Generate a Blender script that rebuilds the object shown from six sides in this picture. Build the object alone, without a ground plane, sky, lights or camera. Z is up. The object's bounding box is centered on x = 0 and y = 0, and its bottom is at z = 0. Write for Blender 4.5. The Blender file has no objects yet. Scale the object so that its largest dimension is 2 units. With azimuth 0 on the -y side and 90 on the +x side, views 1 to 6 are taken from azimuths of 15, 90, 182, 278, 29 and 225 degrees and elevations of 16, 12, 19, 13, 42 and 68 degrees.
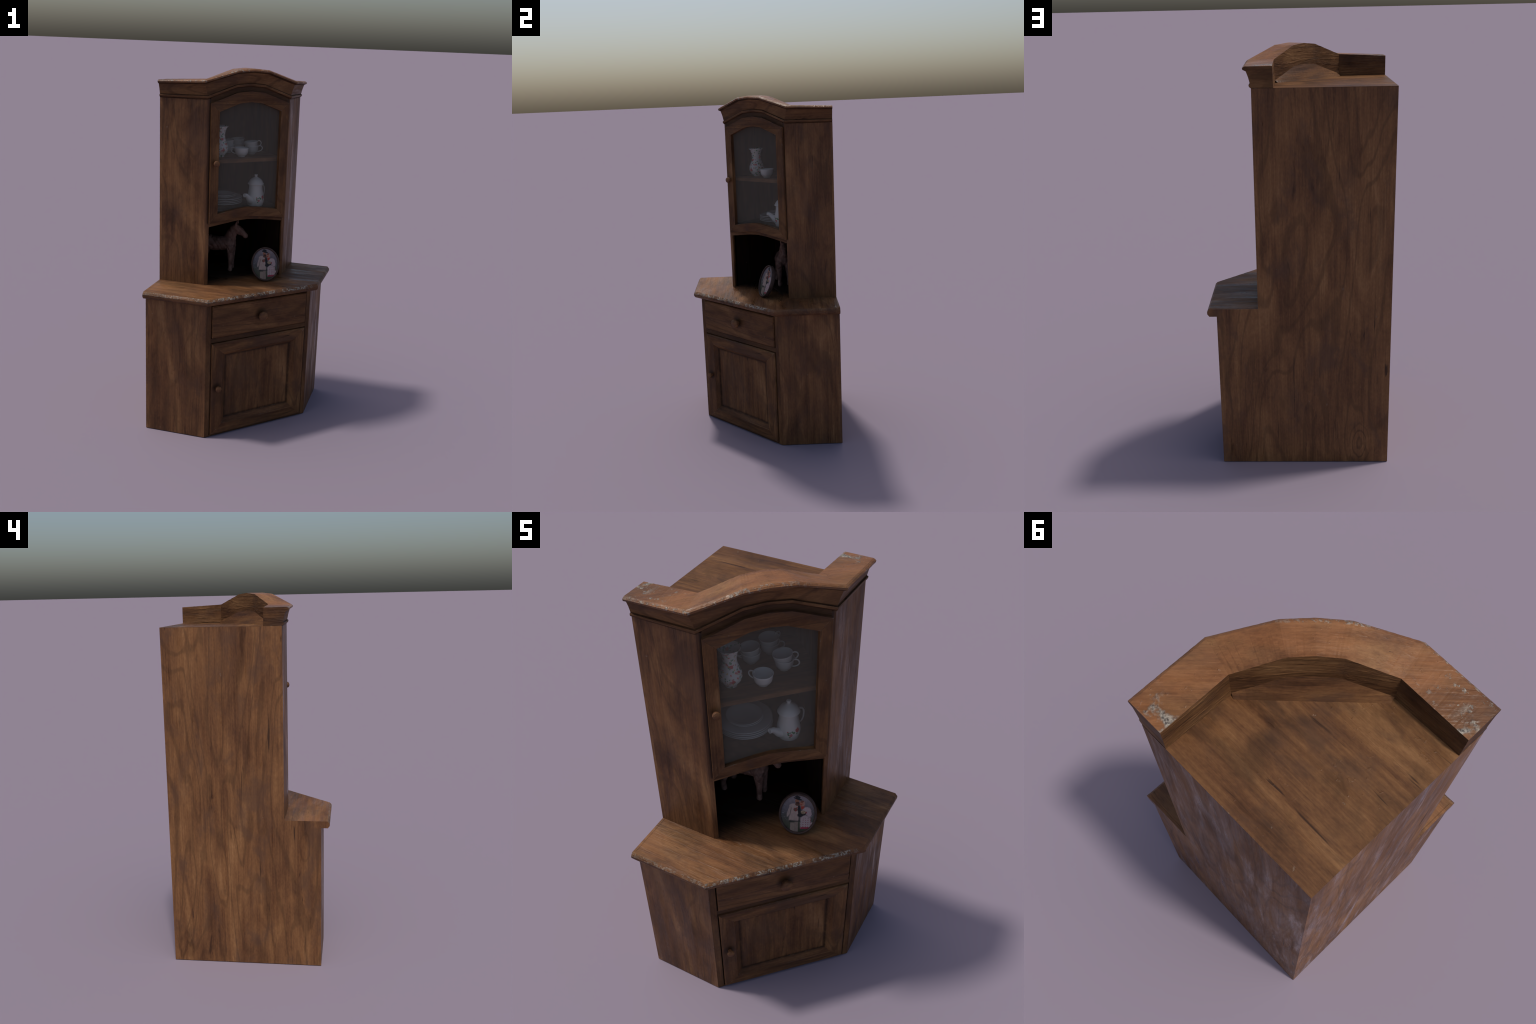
import bpy, bmesh, math, random
from mathutils import Vector, Matrix, noise, Euler

R2 = math.sqrt(2.0)
rng = random.Random(11)

# ------------------------------------------------------------------ frame
# The cabinet stands in a corner: wall A is the plane x = XW, wall B the plane y = YW.
# The front faces the (+x, -y) diagonal.  u runs along the front, w points out of it.
XW, YW = -0.431, 0.429
UP_X, UP_Y = 0.1910, -0.1935          # upper cabinet facets (parallel to the walls)
BS_X, BS_Y = 0.3853, -0.3878          # base cabinet facets
W_UP, W_BASE = 0.0205, 0.2165         # diagonal front planes


def uw(u, w, z):
    return Vector(((u + w) / R2, (u - w) / R2, z))


def on_front_y(w, y):                 # point of the plane w where y is given
    return Vector((w * R2 + y, y))


def on_front_x(w, x):
    return Vector((x, x - w * R2))


C_UP, D_UP = on_front_x(W_UP, UP_X), on_front_y(W_UP, UP_Y)
C_BS, D_BS = on_front_x(W_BASE, BS_X), on_front_y(W_BASE, BS_Y)
U_HALF = (C_UP.x + C_UP.y) / R2

# ------------------------------------------------------------------ node helper


class NB:
    def __init__(self, name):
        self.m = bpy.data.materials.new(name)
        self.m.use_nodes = True
        self.t = self.m.node_tree
        self.t.nodes.clear()
        self.out = self.t.nodes.new("ShaderNodeOutputMaterial")

    def n(self, kind, **kw):
        nd = self.t.nodes.new(kind)
        for k, v in kw.items():
            setattr(nd, k, v)
        return nd

    def put(self, sock, v):
        if v is None:
            return
        if isinstance(v, bpy.types.NodeSocket):
            self.t.links.new(v, sock)
        elif isinstance(v, (tuple, list)) and sock.type == 'RGBA' and len(v) == 3:
            sock.default_value = (*v, 1)
        else:
            sock.default_value = v

    def math(self, op, a, b=None, c=None, clamp=False):
        nd = self.n("ShaderNodeMath", operation=op, use_clamp=clamp)
        self.put(nd.inputs[0], a)
        self.put(nd.inputs[1], b)
        self.put(nd.inputs[2], c)
        return nd.outputs[0]

    def obj(self):
        return self.n("ShaderNodeTexCoord").outputs["Object"]

    def xyz(self, v):
        s = self.n("ShaderNodeSeparateXYZ")
        self.put(s.inputs[0], v)
        return s.outputs[0], s.outputs[1], s.outputs[2]

    def comb(self, x, y, z):
        c = self.n("ShaderNodeCombineXYZ")
        for i, v in enumerate((x, y, z)):
            self.put(c.inputs[i], v)
        return c.outputs[0]

    def scale(self, v, s, off=(0, 0, 0)):
        mp = self.n("ShaderNodeMapping")
        self.put(mp.inputs["Vector"], v)
        mp.inputs["Scale"].default_value = s
        mp.inputs["Location"].default_value = off
        return mp.outputs[0]

    def noise(self, v, sc, det=4, rough=0.55, dist=0.0):
        nd = self.n("ShaderNodeTexNoise")
        self.put(nd.inputs["Vector"], v)
        nd.inputs["Scale"].default_value = sc
        nd.inputs["Detail"].default_value = det
        nd.inputs["Roughness"].default_value = rough
        nd.inputs["Distortion"].default_value = dist
        return nd.outputs[0]

    def step(self, v, a, b, lo=0.0, hi=1.0, smooth=True):
        nd = self.n("ShaderNodeMapRange", interpolation_type='SMOOTHSTEP' if smooth else 'LINEAR', clamp=True)
        self.put(nd.inputs[0], v)
        for i, x in enumerate((a, b, lo, hi)):
            self.put(nd.inputs[i + 1], x)
        return nd.outputs[0]

    def ramp(self, v, stops):
        nd = self.n("ShaderNodeValToRGB")
        self.put(nd.inputs[0], v)
        e = nd.color_ramp.elements
        while len(e) < len(stops):
            e.new(0.5)
        for el, (p, c) in zip(e, stops):
            el.position = p
            el.color = (*c, 1)
        return nd.outputs[0]

    def mix(self, f, a, b, mode='MIX'):
        nd = self.n("ShaderNodeMix", data_type='RGBA', blend_type=mode)
        self.put(nd.inputs[0], f)
        self.put(nd.inputs[6], a)
        self.put(nd.inputs[7], b)
        return nd.outputs[2]

    def bump(self, h, strength, dist=0.002, normal=None):
        nd = self.n("ShaderNodeBump")
        nd.inputs["Strength"].default_value = strength
        nd.inputs["Distance"].default_value = dist
        self.put(nd.inputs["Height"], h)
        if normal is not None:
            self.put(nd.inputs["Normal"], normal)
        return nd.outputs[0]

    def bsdf(self, color, rough=0.5, normal=None, **kw):
        b = self.n("ShaderNodeBsdfPrincipled")
        self.put(b.inputs["Base Color"], color)
        self.put(b.inputs["Roughness"], rough)
        if normal is not None:
            self.put(b.inputs["Normal"], normal)
        for k, v in kw.items():
            self.put(b.inputs[k], v)
        self.t.links.new(b.outputs[0], self.out.inputs[0])
        return b


GREY = (0.30, 0.265, 0.215)


def add_mask(b, total, m):
    return m if total is None else b.math('MAXIMUM', total, m)


def wood(name, axis='z', tone=1.0, red=0.0, rough=0.5, grain=0.25, pits=0.0, wear=None, seed=0.0,
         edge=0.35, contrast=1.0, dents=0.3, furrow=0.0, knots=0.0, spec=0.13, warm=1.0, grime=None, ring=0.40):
    """Old stained wood.  axis: grain direction.  wear: function(b, x, y, z, u, w) -> grey wear mask."""
    b = NB(name)
    o = b.obj()
    x, y, z = b.xyz(o)
    u = b.math('MULTIPLY', b.math('ADD', x, y), 1 / R2)
    w = b.math('MULTIPLY', b.math('SUBTRACT', x, y), 1 / R2)
    v = {'z': b.comb(x, y, z), 'x': b.comb(y, z, x), 'y': b.comb(x, z, y), 'u': b.comb(w, z, u)}[axis]
    off = (seed * 3.7, seed * 1.9, seed * 2.3)
    blotch = b.noise(b.scale(v, (1, 1, 0.30), off), 7.0, 5, 0.60, 1.0)
    broad = b.noise(b.scale(v, (1, 1, 0.6), off), 2.6, 2)
    streak = b.noise(b.scale(v, (1, 1, 0.045), off), 30, 5, 0.64, 0.3)
    fine = b.noise(b.scale(v, (1, 1, 0.018), off), 170, 3, 0.7)
    grit = b.noise(b.scale(v, (1, 1, 0.4), off), 130, 3, 0.7)
    fleck = b.noise(b.scale(v, (1, 1, 0.14), off), 14, 5, 0.66, 1.2)
    fig = b.noise(b.scale(v, (1, 1, 0.20), off), 3.6, 2, 0.45, 0.5)
    rings = b.math('SINE', b.math('MULTIPLY_ADD', b.noise(b.scale(v, (1, 1, 0.3), off), 30, 2), 1.6, b.math('MULTIPLY', fig, 70.0)))
    f = b.math('MULTIPLY_ADD', b.math('SUBTRACT', blotch, 0.5), 1.25 * contrast, 0.5)
    f = b.math('MULTIPLY_ADD', b.math('SUBTRACT', broad, 0.5), 0.40 * contrast, f)
    f = b.math('MULTIPLY_ADD', b.math('SUBTRACT', streak, 0.5), 0.62 * contrast, f)
    f = b.math('MULTIPLY_ADD', b.math('SUBTRACT', fine, 0.5), 0.42, f)
    f = b.math('MULTIPLY_ADD', b.math('SUBTRACT', grit, 0.5), 0.34, f)
    t = tone
    g = warm
    col = b.ramp(f, [(0.12, (0.036 * t, 0.0155 * t * g, 0.0080 * t)), (0.38, (0.088 * t, 0.0385 * t * g, 0.0165 * t)),
                     (0.60, (0.142 * t, 0.066 * t * g, 0.0265 * t)), (0.90, (0.230 * t, 0.118 * t * g, 0.050 * t))])
    col = b.mix(b.math('MULTIPLY', b.step(rings, 0.55, 1.0), ring), col, (0.046 * t, 0.022 * t, 0.010 * t))
    # purple-brown stain patches and dark flecks along the grain
    stain = b.step(b.noise(b.scale(v, (1, 1, 0.55), (off[0] + 5, off[1], off[2])), 6.5, 5, 0.65, 0.4), 0.50, 0.68)
    col = b.mix(b.math('MULTIPLY', stain, 0.62), col, (0.062 * t, 0.032 * t, 0.020 * t))
    dk = b.step(fleck, 0.585, 0.74)
    col = b.mix(b.math('MULTIPLY', dk, 0.62), col, (0.024 * t, 0.011 * t, 0.006 * t))
    split = b.step(b.noise(b.scale(v, (1, 1, 0.07), (off[1], off[0] + 2, off[2])), 48, 3, 0.6, 0.6), 0.66, 0.74)
    col = b.mix(b.math('MULTIPLY', split, 0.8), col, (0.018 * t, 0.009 * t, 0.006 * t))
    if knots:
        vo = b.n("ShaderNodeTexVoronoi")
        vo.inputs["Scale"].default_value = 3.6
        wob = b.noise(b.scale(v, (1, 1, 0.5), off), 14, 2)
        b.put(vo.inputs["Vector"], b.scale(v, (1, 1, 0.42), off))
        d = b.math('MULTIPLY_ADD', b.math('SUBTRACT', wob, 0.5), 0.10, vo.outputs["Distance"])
        near = b.step(d, 0.26, 0.12)
        rg = b.step(b.math('SINE', b.math('MULTIPLY', d, 110.0)), 0.35, 0.95)
        keep = b.step(b.xyz(vo.outputs["Color"])[0], 0.50, 0.53)
        km = b.math('MULTIPLY', b.math('MULTIPLY', near, rg), b.math('MULTIPLY', keep, knots))
        col = b.mix(km, col, (0.030 * t, 0.014 * t, 0.007 * t))
        core = b.math('MULTIPLY', b.math('MULTIPLY', b.step(d, 0.05, 0.02), keep), knots)
        col = b.mix(core, col, (0.022 * t, 0.011 * t, 0.006 * t))
    if red:
        rm = b.step(b.noise(b.scale(v, (1, 1, 0.5), (off[0], off[1] + 9, off[2])), 7, 5, 0.6), 0.34, 0.66)
        col = b.mix(b.math('MULTIPLY', rm, red), col, b.mix(b.step(f, 0.2, 0.8), (0.125, 0.048, 0.018), (0.255, 0.105, 0.041)))
    # dents: small sharp nicks, a pale rim on each
    nz = b.noise(b.scale(o, (1, 1, 1), (off[2], off[0], 3.3 + seed)), 40, 2, 0.5)
    nick = b.step(nz, 0.745, 0.79)
    col = b.mix(b.math('MULTIPLY', nick, 0.45), col, (0.17, 0.115, 0.08))
    geo = b.n("ShaderNodeNewGeometry")
    wm = None
    if edge > 0:
        bev = b.n("ShaderNodeBevel", samples=4)
        bev.inputs["Radius"].default_value = 0.0045
        dt = b.n("ShaderNodeVectorMath", operation='DOT_PRODUCT')
        b.put(dt.inputs[0], bev.outputs[0])
        b.put(dt.inputs[1], geo.outputs["Normal"])
        e = b.step(dt.outputs["Value"], 0.985, 0.86)
        chip = b.step(b.noise(b.scale(o, (1, 1, 1), off), 48, 4, 0.7), 0.50, 0.62)
        big = b.step(b.noise(b.scale(o, (1, 1, 1), off), 7, 2), 0.45, 0.62)
        wm = b.math('MULTIPLY', b.math('MULTIPLY', e, chip), b.math('MULTIPLY', big, edge))
    if wear:
        wm = add_mask(b, wm, wear(b, x, y, z, u, w))
    if wm is not None:
        gcol = b.ramp(b.noise(o, 150, 3), [(0.36, (0.07, 0.058, 0.05)), (0.62, GREY)])
        col = b.mix(wm, col, gcol)
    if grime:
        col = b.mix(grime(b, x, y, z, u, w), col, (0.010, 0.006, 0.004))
    h = b.math('MULTIPLY', streak, 0.6)
    h = b.math('MULTIPLY_ADD', fine, 0.35, h)
    h = b.math('MULTIPLY_ADD', nick, -1.2 * dents, h)
    if furrow:
        fr = b.noise(b.scale(v, (1, 1, 0.12), off), 70, 4, 0.6, 0.3)
        h = b.math('MULTIPLY_ADD', b.step(fr, 0.45, 0.75), furrow, h)
    if pits:
        zone = b.step(b.noise(b.scale(o, (1, 1, 1), off), 7, 2), 0.42, 0.62)
        pt = b.step(b.noise(b.scale(o, (1, 1, 1), off), 55, 3, 0.6), 0.62, 0.74)
        h = b.math('MULTIPLY_ADD', b.math('MULTIPLY', pt, zone), pits, h)
    if wm is not None:
        h = b.math('MULTIPLY_ADD', b.math('MULTIPLY', wm, b.noise(o, 120, 3, 0.7)), 2.6, h)
    rr = b.math('MULTIPLY_ADD', b.math('SUBTRACT', streak, 0.5), 0.55, rough)
    rr = b.math('MULTIPLY_ADD', b.math('SUBTRACT', fleck, 0.5), -0.9, rr, clamp=True)
    sheen = b.step(b.noise(b.scale(v, (1, 1, 0.16), (off[2], off[1], off[0])), 15, 4, 0.65, 0.3), 0.50, 0.66)
    rr = b.math('MULTIPLY_ADD', sheen, -0.20, b.math('ADD', rr, 0.06), clamp=True)
    if wm is not None:
        rr = b.math('MULTIPLY_ADD', wm, -0.18, rr, clamp=True)
    b.bsdf(col, rr, b.bump(h, grain, 0.004), **{"Specular IOR Level": spec})
    return b.m


# ---- wear masks (where the varnish is chipped to grey) --------------------------------
def band(b, v, a, c, soft):
    return b.math('MULTIPLY', b.step(v, a - soft, a + soft), b.step(v, c + soft, c - soft))


def wear_counter(b, x, y, z, u, w):
    chips = b.step(b.noise(b.comb(x, y, z), 75, 4, 0.7), 0.46, 0.53)
    patch = b.step(b.noise(b.comb(x, y, z), 11, 3), 0.38, 0.52)
    top = band(b, z, 0.8115, 0.835, 0.002)
    front = b.step(w, W_BASE + 0.0315, W_BASE + 0.036)
    left = b.step(y, BS_Y - 0.030, BS_Y - 0.035)
    fm = b.math('MULTIPLY', front, b.step(u, 0.33, 0.27))
    edge = b.math('MAXIMUM', fm, b.math('MULTIPLY', left, 0.42))
    m = b.math('MULTIPLY', b.math('MULTIPLY', edge, top), b.math('MULTIPLY', chips, patch))
    return b.math('MULTIPLY', m, 0.85)


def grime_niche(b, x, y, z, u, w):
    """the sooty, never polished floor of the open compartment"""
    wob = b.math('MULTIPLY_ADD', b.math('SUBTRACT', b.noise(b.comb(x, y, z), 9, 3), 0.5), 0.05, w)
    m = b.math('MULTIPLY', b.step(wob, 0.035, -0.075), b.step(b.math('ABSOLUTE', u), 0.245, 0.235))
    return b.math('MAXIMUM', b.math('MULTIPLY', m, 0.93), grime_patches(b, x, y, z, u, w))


def grime_patches(b, x, y, z, u, w):
    """old dark stains soaked into the flat tops"""
    n = b.noise(b.comb(b.math('MULTIPLY', x, 0.55), y, z), 8.5, 4, 0.6, 0.5)
    return b.math('MULTIPLY', b.step(n, 0.48, 0.70), 0.42)


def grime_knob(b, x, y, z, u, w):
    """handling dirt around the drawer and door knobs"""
    m = None
    for ku, kz, r in ((0.0015, 0.690, 0.050), (-0.2635, 0.2975, 0.036)):
        d = b.n("ShaderNodeVectorMath", operation='DISTANCE')
        b.put(d.inputs[0], b.comb(u, 0.0, z))
        d.inputs[1].default_value = (ku, 0.0, kz)
        k = b.step(d.outputs["Value"], r, r * 0.45)
        m = k if m is None else b.math('MAXIMUM', m, k)
    return b.math('MULTIPLY', m, 0.6)


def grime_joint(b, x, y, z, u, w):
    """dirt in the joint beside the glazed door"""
    a = b.math('ABSOLUTE', u)
    m = b.math('MULTIPLY', b.step(a, 0.2495, 0.2390), b.math('MULTIPLY', b.step(w, W_UP - 0.004, W_UP - 0.001), b.step(z, 1.168, 1.182)))
    return b.math('MULTIPLY', m, 0.75)


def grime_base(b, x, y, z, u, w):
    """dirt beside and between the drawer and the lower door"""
    a = b.math('ABSOLUTE', u)
    m = b.math('MAXIMUM', b.step(a, 0.311, 0.300), 0.0)
    return b.math('MULTIPLY', m, 0.42)


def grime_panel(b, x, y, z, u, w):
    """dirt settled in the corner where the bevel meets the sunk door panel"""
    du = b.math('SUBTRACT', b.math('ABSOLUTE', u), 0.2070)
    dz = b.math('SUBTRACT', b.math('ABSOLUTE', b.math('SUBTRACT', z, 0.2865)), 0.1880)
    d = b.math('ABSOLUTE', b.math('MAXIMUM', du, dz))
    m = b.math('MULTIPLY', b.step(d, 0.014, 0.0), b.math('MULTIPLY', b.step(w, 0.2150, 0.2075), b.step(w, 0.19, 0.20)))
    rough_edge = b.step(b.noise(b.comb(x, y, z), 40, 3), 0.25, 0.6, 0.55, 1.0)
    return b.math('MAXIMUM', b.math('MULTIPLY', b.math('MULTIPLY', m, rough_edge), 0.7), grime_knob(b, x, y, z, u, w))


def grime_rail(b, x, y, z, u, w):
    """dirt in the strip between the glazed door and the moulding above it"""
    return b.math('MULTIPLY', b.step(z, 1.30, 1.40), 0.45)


def wear_bead(b, x, y, z, u, w):
    """broken grey line along the upper side of the small bead"""
    g = b.n("ShaderNodeNewGeometry")
    nx, ny, nz = b.xyz(g.outputs["Normal"])
    c = b.step(b.noise(b.comb(x, y, z), 34, 3, 0.6), 0.50, 0.60)
    return b.math('MULTIPLY', b.math('MULTIPLY', b.step(nz, 0.15, 0.4), c), 0.45)


def wear_cornice(b, x, y, z, u, w):
    o = b.comb(x, y, z)
    chips = b.step(b.noise(o, 70, 4, 0.7), 0.50, 0.57)
    patch = b.step(b.noise(o, 16, 3, 0.6), 0.50, 0.60)
    up = b.step(z, 1.921, 1.925)
    endl = b.math('MULTIPLY', b.step(x, XW + 0.085, XW + 0.03), up)
    endr = b.math('MULTIPLY', b.step(y, YW - 0.095, YW - 0.03), up)
    ends = b.math('MULTIPLY', b.math('MAXIMUM', endl, endr), patch)
    lipl = b.math('MULTIPLY', b.step(y, UP_Y - 0.024, UP_Y - 0.030), b.step(x, 0.1, -0.1))
    lipf = b.math('MULTIPLY', b.step(w, W_UP + 0.024, W_UP + 0.030), b.step(u, 0.26, -0.15, 0.1, 1.0))
    lip = b.math('MULTIPLY', b.math('MAXIMUM', lipl, lipf), b.math('MULTIPLY', chips, up))
    arm = b.math('MULTIPLY', b.math('MULTIPLY', b.step(y, UP_Y + 0.10, UP_Y + 0.06), b.step(x, XW + 0.24, XW + 0.10)), up)
    scat = b.math('MULTIPLY', arm, b.step(b.noise(b.comb(x, b.math('MULTIPLY', y, 1.0), b.math('MULTIPLY', z, 1.0)), 44, 4, 0.68), 0.585, 0.64))
    return b.math('MAXIMUM', b.math('MAXIMUM', ends, b.math('MULTIPLY', scat, 0.8)), b.math('MULTIPLY', lip, 0.75))


M_WALL = wood("wood_wall", 'z', tone=1.42, rough=0.44, grain=0.3, edge=0.1, seed=0.3, knots=0.45, spec=0.22, contrast=0.78)
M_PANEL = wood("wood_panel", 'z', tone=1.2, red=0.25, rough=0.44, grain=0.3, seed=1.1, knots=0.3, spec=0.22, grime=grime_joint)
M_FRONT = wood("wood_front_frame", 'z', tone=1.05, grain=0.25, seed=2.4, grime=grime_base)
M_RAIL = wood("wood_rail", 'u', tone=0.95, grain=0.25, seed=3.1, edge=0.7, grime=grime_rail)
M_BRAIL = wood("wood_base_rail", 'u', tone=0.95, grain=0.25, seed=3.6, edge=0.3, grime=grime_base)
M_CREASE = wood("wood_crease", 'u', tone=0.5, rough=0.7, grain=0.2, seed=3.9, edge=0)  # toned down to paint shadow lines into the moulding grooves
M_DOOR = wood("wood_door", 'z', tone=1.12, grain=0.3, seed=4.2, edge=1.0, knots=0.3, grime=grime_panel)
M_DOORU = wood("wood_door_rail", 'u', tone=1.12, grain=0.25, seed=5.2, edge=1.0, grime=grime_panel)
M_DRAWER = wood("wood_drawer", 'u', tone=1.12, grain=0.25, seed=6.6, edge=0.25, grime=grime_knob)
M_KNOB = wood("wood_knob", 'z', tone=1.6, rough=0.5, grain=0.15, seed=7.7, edge=0.2, contrast=0.5)
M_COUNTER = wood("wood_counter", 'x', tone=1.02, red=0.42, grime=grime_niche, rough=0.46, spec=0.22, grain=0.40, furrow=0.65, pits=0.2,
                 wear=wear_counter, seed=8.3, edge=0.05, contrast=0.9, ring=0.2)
COR = dict(tone=1.15, red=0.85, rough=0.42, grain=0.40, furrow=0.45, pits=0.9, wear=wear_cornice, edge=0.35, contrast=0.7, spec=0.25, ring=0.15)
M_CORX = wood("wood_cornice_side", 'x', seed=9.1, **COR)
M_CORY = wood("wood_cornice_end", 'y', seed=9.4, **COR)
M_CORU = wood("wood_cornice_front", 'u', seed=9.8, **COR)
MLD = dict(tone=1.0, grain=0.25, edge=0.5, wear=wear_bead)
M_MLDX = wood("wood_moulding_side", 'x', seed=9.1, **MLD)
M_MLDY = wood("wood_moulding_end", 'y', seed=9.4, **MLD)
M_MLDU = wood("wood_moulding_front", 'u', seed=9.8, **MLD)
RAW = dict(tone=0.85, rough=0.6, grain=0.42, furrow=1.5, edge=0.2, contrast=1.2)
M_RAWX = wood("wood_sawn_side", 'x', seed=10.1, **RAW)
M_RAWY = wood("wood_sawn_end", 'y', seed=10.3, **RAW)
M_RAWU = wood("wood_sawn_front", 'u', seed=10.6, **RAW)
M_FILL = wood("wood_filler", 'u', tone=1.0, rough=0.55, grain=0.3, furrow=0.5, seed=10.9, edge=0)
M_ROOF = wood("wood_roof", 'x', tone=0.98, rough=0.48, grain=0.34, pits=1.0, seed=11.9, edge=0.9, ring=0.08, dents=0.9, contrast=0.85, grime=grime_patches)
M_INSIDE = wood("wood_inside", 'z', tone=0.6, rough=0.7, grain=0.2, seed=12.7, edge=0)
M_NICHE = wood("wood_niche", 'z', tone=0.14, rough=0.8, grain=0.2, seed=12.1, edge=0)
M_SHELF = wood("wood_shelf", 'u', tone=1.1, rough=0.6, grain=0.2, seed=13.7, edge=0)

# ------------------------------------------------------------------ geometry helpers


def finish(name, bm, mats, smooth=False, parent=None, bevel=0.0, seg=1):
    bmesh.ops.recalc_face_normals(bm, faces=bm.faces[:])
    me = bpy.data.meshes.new(name)
    bm.to_mesh(me)
    bm.free()
    for m in (mats if isinstance(mats, (list, tuple)) else [mats]):
        me.materials.append(m)
    if smooth:
        me.shade_smooth()
    ob = bpy.data.objects.new(name, me)
    bpy.context.scene.collection.objects.link(ob)
    if bevel:
        md = ob.modifiers.new("rounded_edges", 'BEVEL')
        md.width, md.segments, md.limit_method, md.angle_limit = bevel, seg, 'ANGLE', math.radians(40)
    if parent:
        ob.parent = parent
    return ob


def thing(name, label, category, loc=(0, 0, 0), rot=(0, 0, 0)):
    e = bpy.data.objects.new(name, None)
    e.empty_display_size = 0.05
    e.location = loc
    e.rotation_euler = rot
    e["label"], e["category"] = label, category
    bpy.context.scene.collection.objects.link(e)
    return e


def loop_faces(bm, ra, rb, closed=True, mi=0):
    n = len(ra)
    out = []
    for i in range(n if closed else n - 1):
        j = (i + 1) % n
        try:
            f = bm.faces.new((ra[i], ra[j], rb[j], rb[i]))
            f.material_index = mi
            out.append(f)
        except ValueError:
            pass
    return out


def prism(name, poly, fn, c0, c1, mats, parent, bevel=0.0012):
    """Extrude a 2D outline between the depths c0 and c1; fn(a, b, c) gives the 3D point."""
    bm = bmesh.new()
    ra = [bm.verts.new(fn(a, b, c0)) for a, b in poly]
    rb = [bm.verts.new(fn(a, b, c1)) for a, b in poly]
    loop_faces(bm, ra, rb)
    bm.faces.new(ra)
    bm.faces.new(rb)
    return finish(name, bm, mats, parent=parent, bevel=bevel)


F_FRONT = lambda u, z, w: uw(u, w, z)
F_PLAN = lambda x, y, z: Vector((x, y, z))
F_XWALL = lambda y, z, x: Vector((x, y, z))
F_YWALL = lambda x, z, y: Vector((x, y, z))

cabinet = thing("corner_cabinet", "old brown wooden corner cupboard with arched glass door", "corner cabinet")

# ------------------------------------------------------------------ back walls
T = 0.012
Z_ROOF, Z_CT, Z_CB = 1.8370, 0.8280, 0.7905


def wall_outline(face_up, face_base, s):
    return [(face_base, 0.0), (face_base, Z_CB), (face_base + s * 0.0350, Z_CB), (face_base + s * 0.0443, 0.803),
            (face_base + s * 0.0443, 0.815), (face_base + s * 0.0330, Z_CT), (face_up, Z_CT), (face_up, Z_ROOF - 0.0015)]


pa = [(YW, 0.0)] + wall_outline(UP_Y, BS_Y, -1) + [(YW, Z_ROOF - 0.0015)]
pb = [(XW + T, 0.0)] + wall_outline(UP_X, BS_X, 1) + [(XW + T, Z_ROOF - 0.0015)]
wa = prism("side_wall", pa, F_XWALL, XW, XW + T, [M_WALL, M_COUNTER], cabinet, bevel=0)
wb = prism("back_wall", pb, F_YWALL, YW - T, YW, [M_WALL, M_COUNTER], cabinet, bevel=0)
for ob in (wa, wb):
    for f in ob.data.polygons:
        if abs(f.center.z - Z_CT) < 0.03 and f.area < 0.01:
            f.material_index = 1

# roof board (thin skin over the frame so that no wall edge shows) and its arched filler
prism("roof_board", [(XW, YW), (UP_X, YW), (UP_X, C_UP.y), (D_UP.x, UP_Y), (XW, UP_Y)], F_PLAN,
      Z_ROOF - 0.0013, Z_ROOF, M_ROOF, cabinet, bevel=0)

# ------------------------------------------------------------------ cornice
# profile: (offset outward from the cabinet face, height on the straight part)
PROFILE = [(-0.0945, 1.8372), (-0.0910, 1.9275), (0.0240, 1.9275), (0.0300, 1.9248), (0.0355, 1.9202), (0.0340, 1.9132),
           (0.0195, 1.9064), (0.0100, 1.880), (0.0040, 1.8560), (0.0040, 1.8535), (0.0090, 1.8520), (0.0098, 1.8475), (0.0075, 1.8415), (0.0, 1.8360), (-0.02, 1.8372)]
SURF = [1, 0, 0, 0, 0, 4, 2, 2, 4, 4, 2, 2, 4, 3, 3]     # kind of surface after each profile point: 1 sawn back, 0 top, 2 moulding


def rise_at(t, which):
    """t: 0 at the corner, 1 at the crown"""
    k = [(0.0, (0.003, 0.0115)), (0.665, (0.061, 0.0655)), (1.0, (0.0685, 0.0725))]
    for (a, ra), (c, rc) in zip(k, k[1:]):
        if t <= c:
            s = (t - a) / (c - a)
            return [p + (q - p) * s for p, q in zip(ra, rc)][which]


def offset_corner(P, n1, n2, o):
    m = (n1 + n2) / (1 + n1.dot(n2))
    return P + m * o


NX, NY, NW = Vector((1, 0)), Vector((0, -1)), Vector((1, -1)).normalized()


def bow(t, o, tz):
    """the front of the cornice is slightly bowed: extra w at t (0 corner, 1 crown)"""
    k = [(0.0, -0.0165 * tz, -0.002), (0.665, 0.0075 * tz, 0.0195), (1.0, 0.0095 * tz, 0.021)]
    for a, c in zip(k, k[1:]):
        if t <= c[0]:
            s = (t - a[0]) / (c[0] - a[0])
            i = 2 if o < -0.05 else 1
            return a[i] + (c[i] - a[i]) * s


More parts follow.
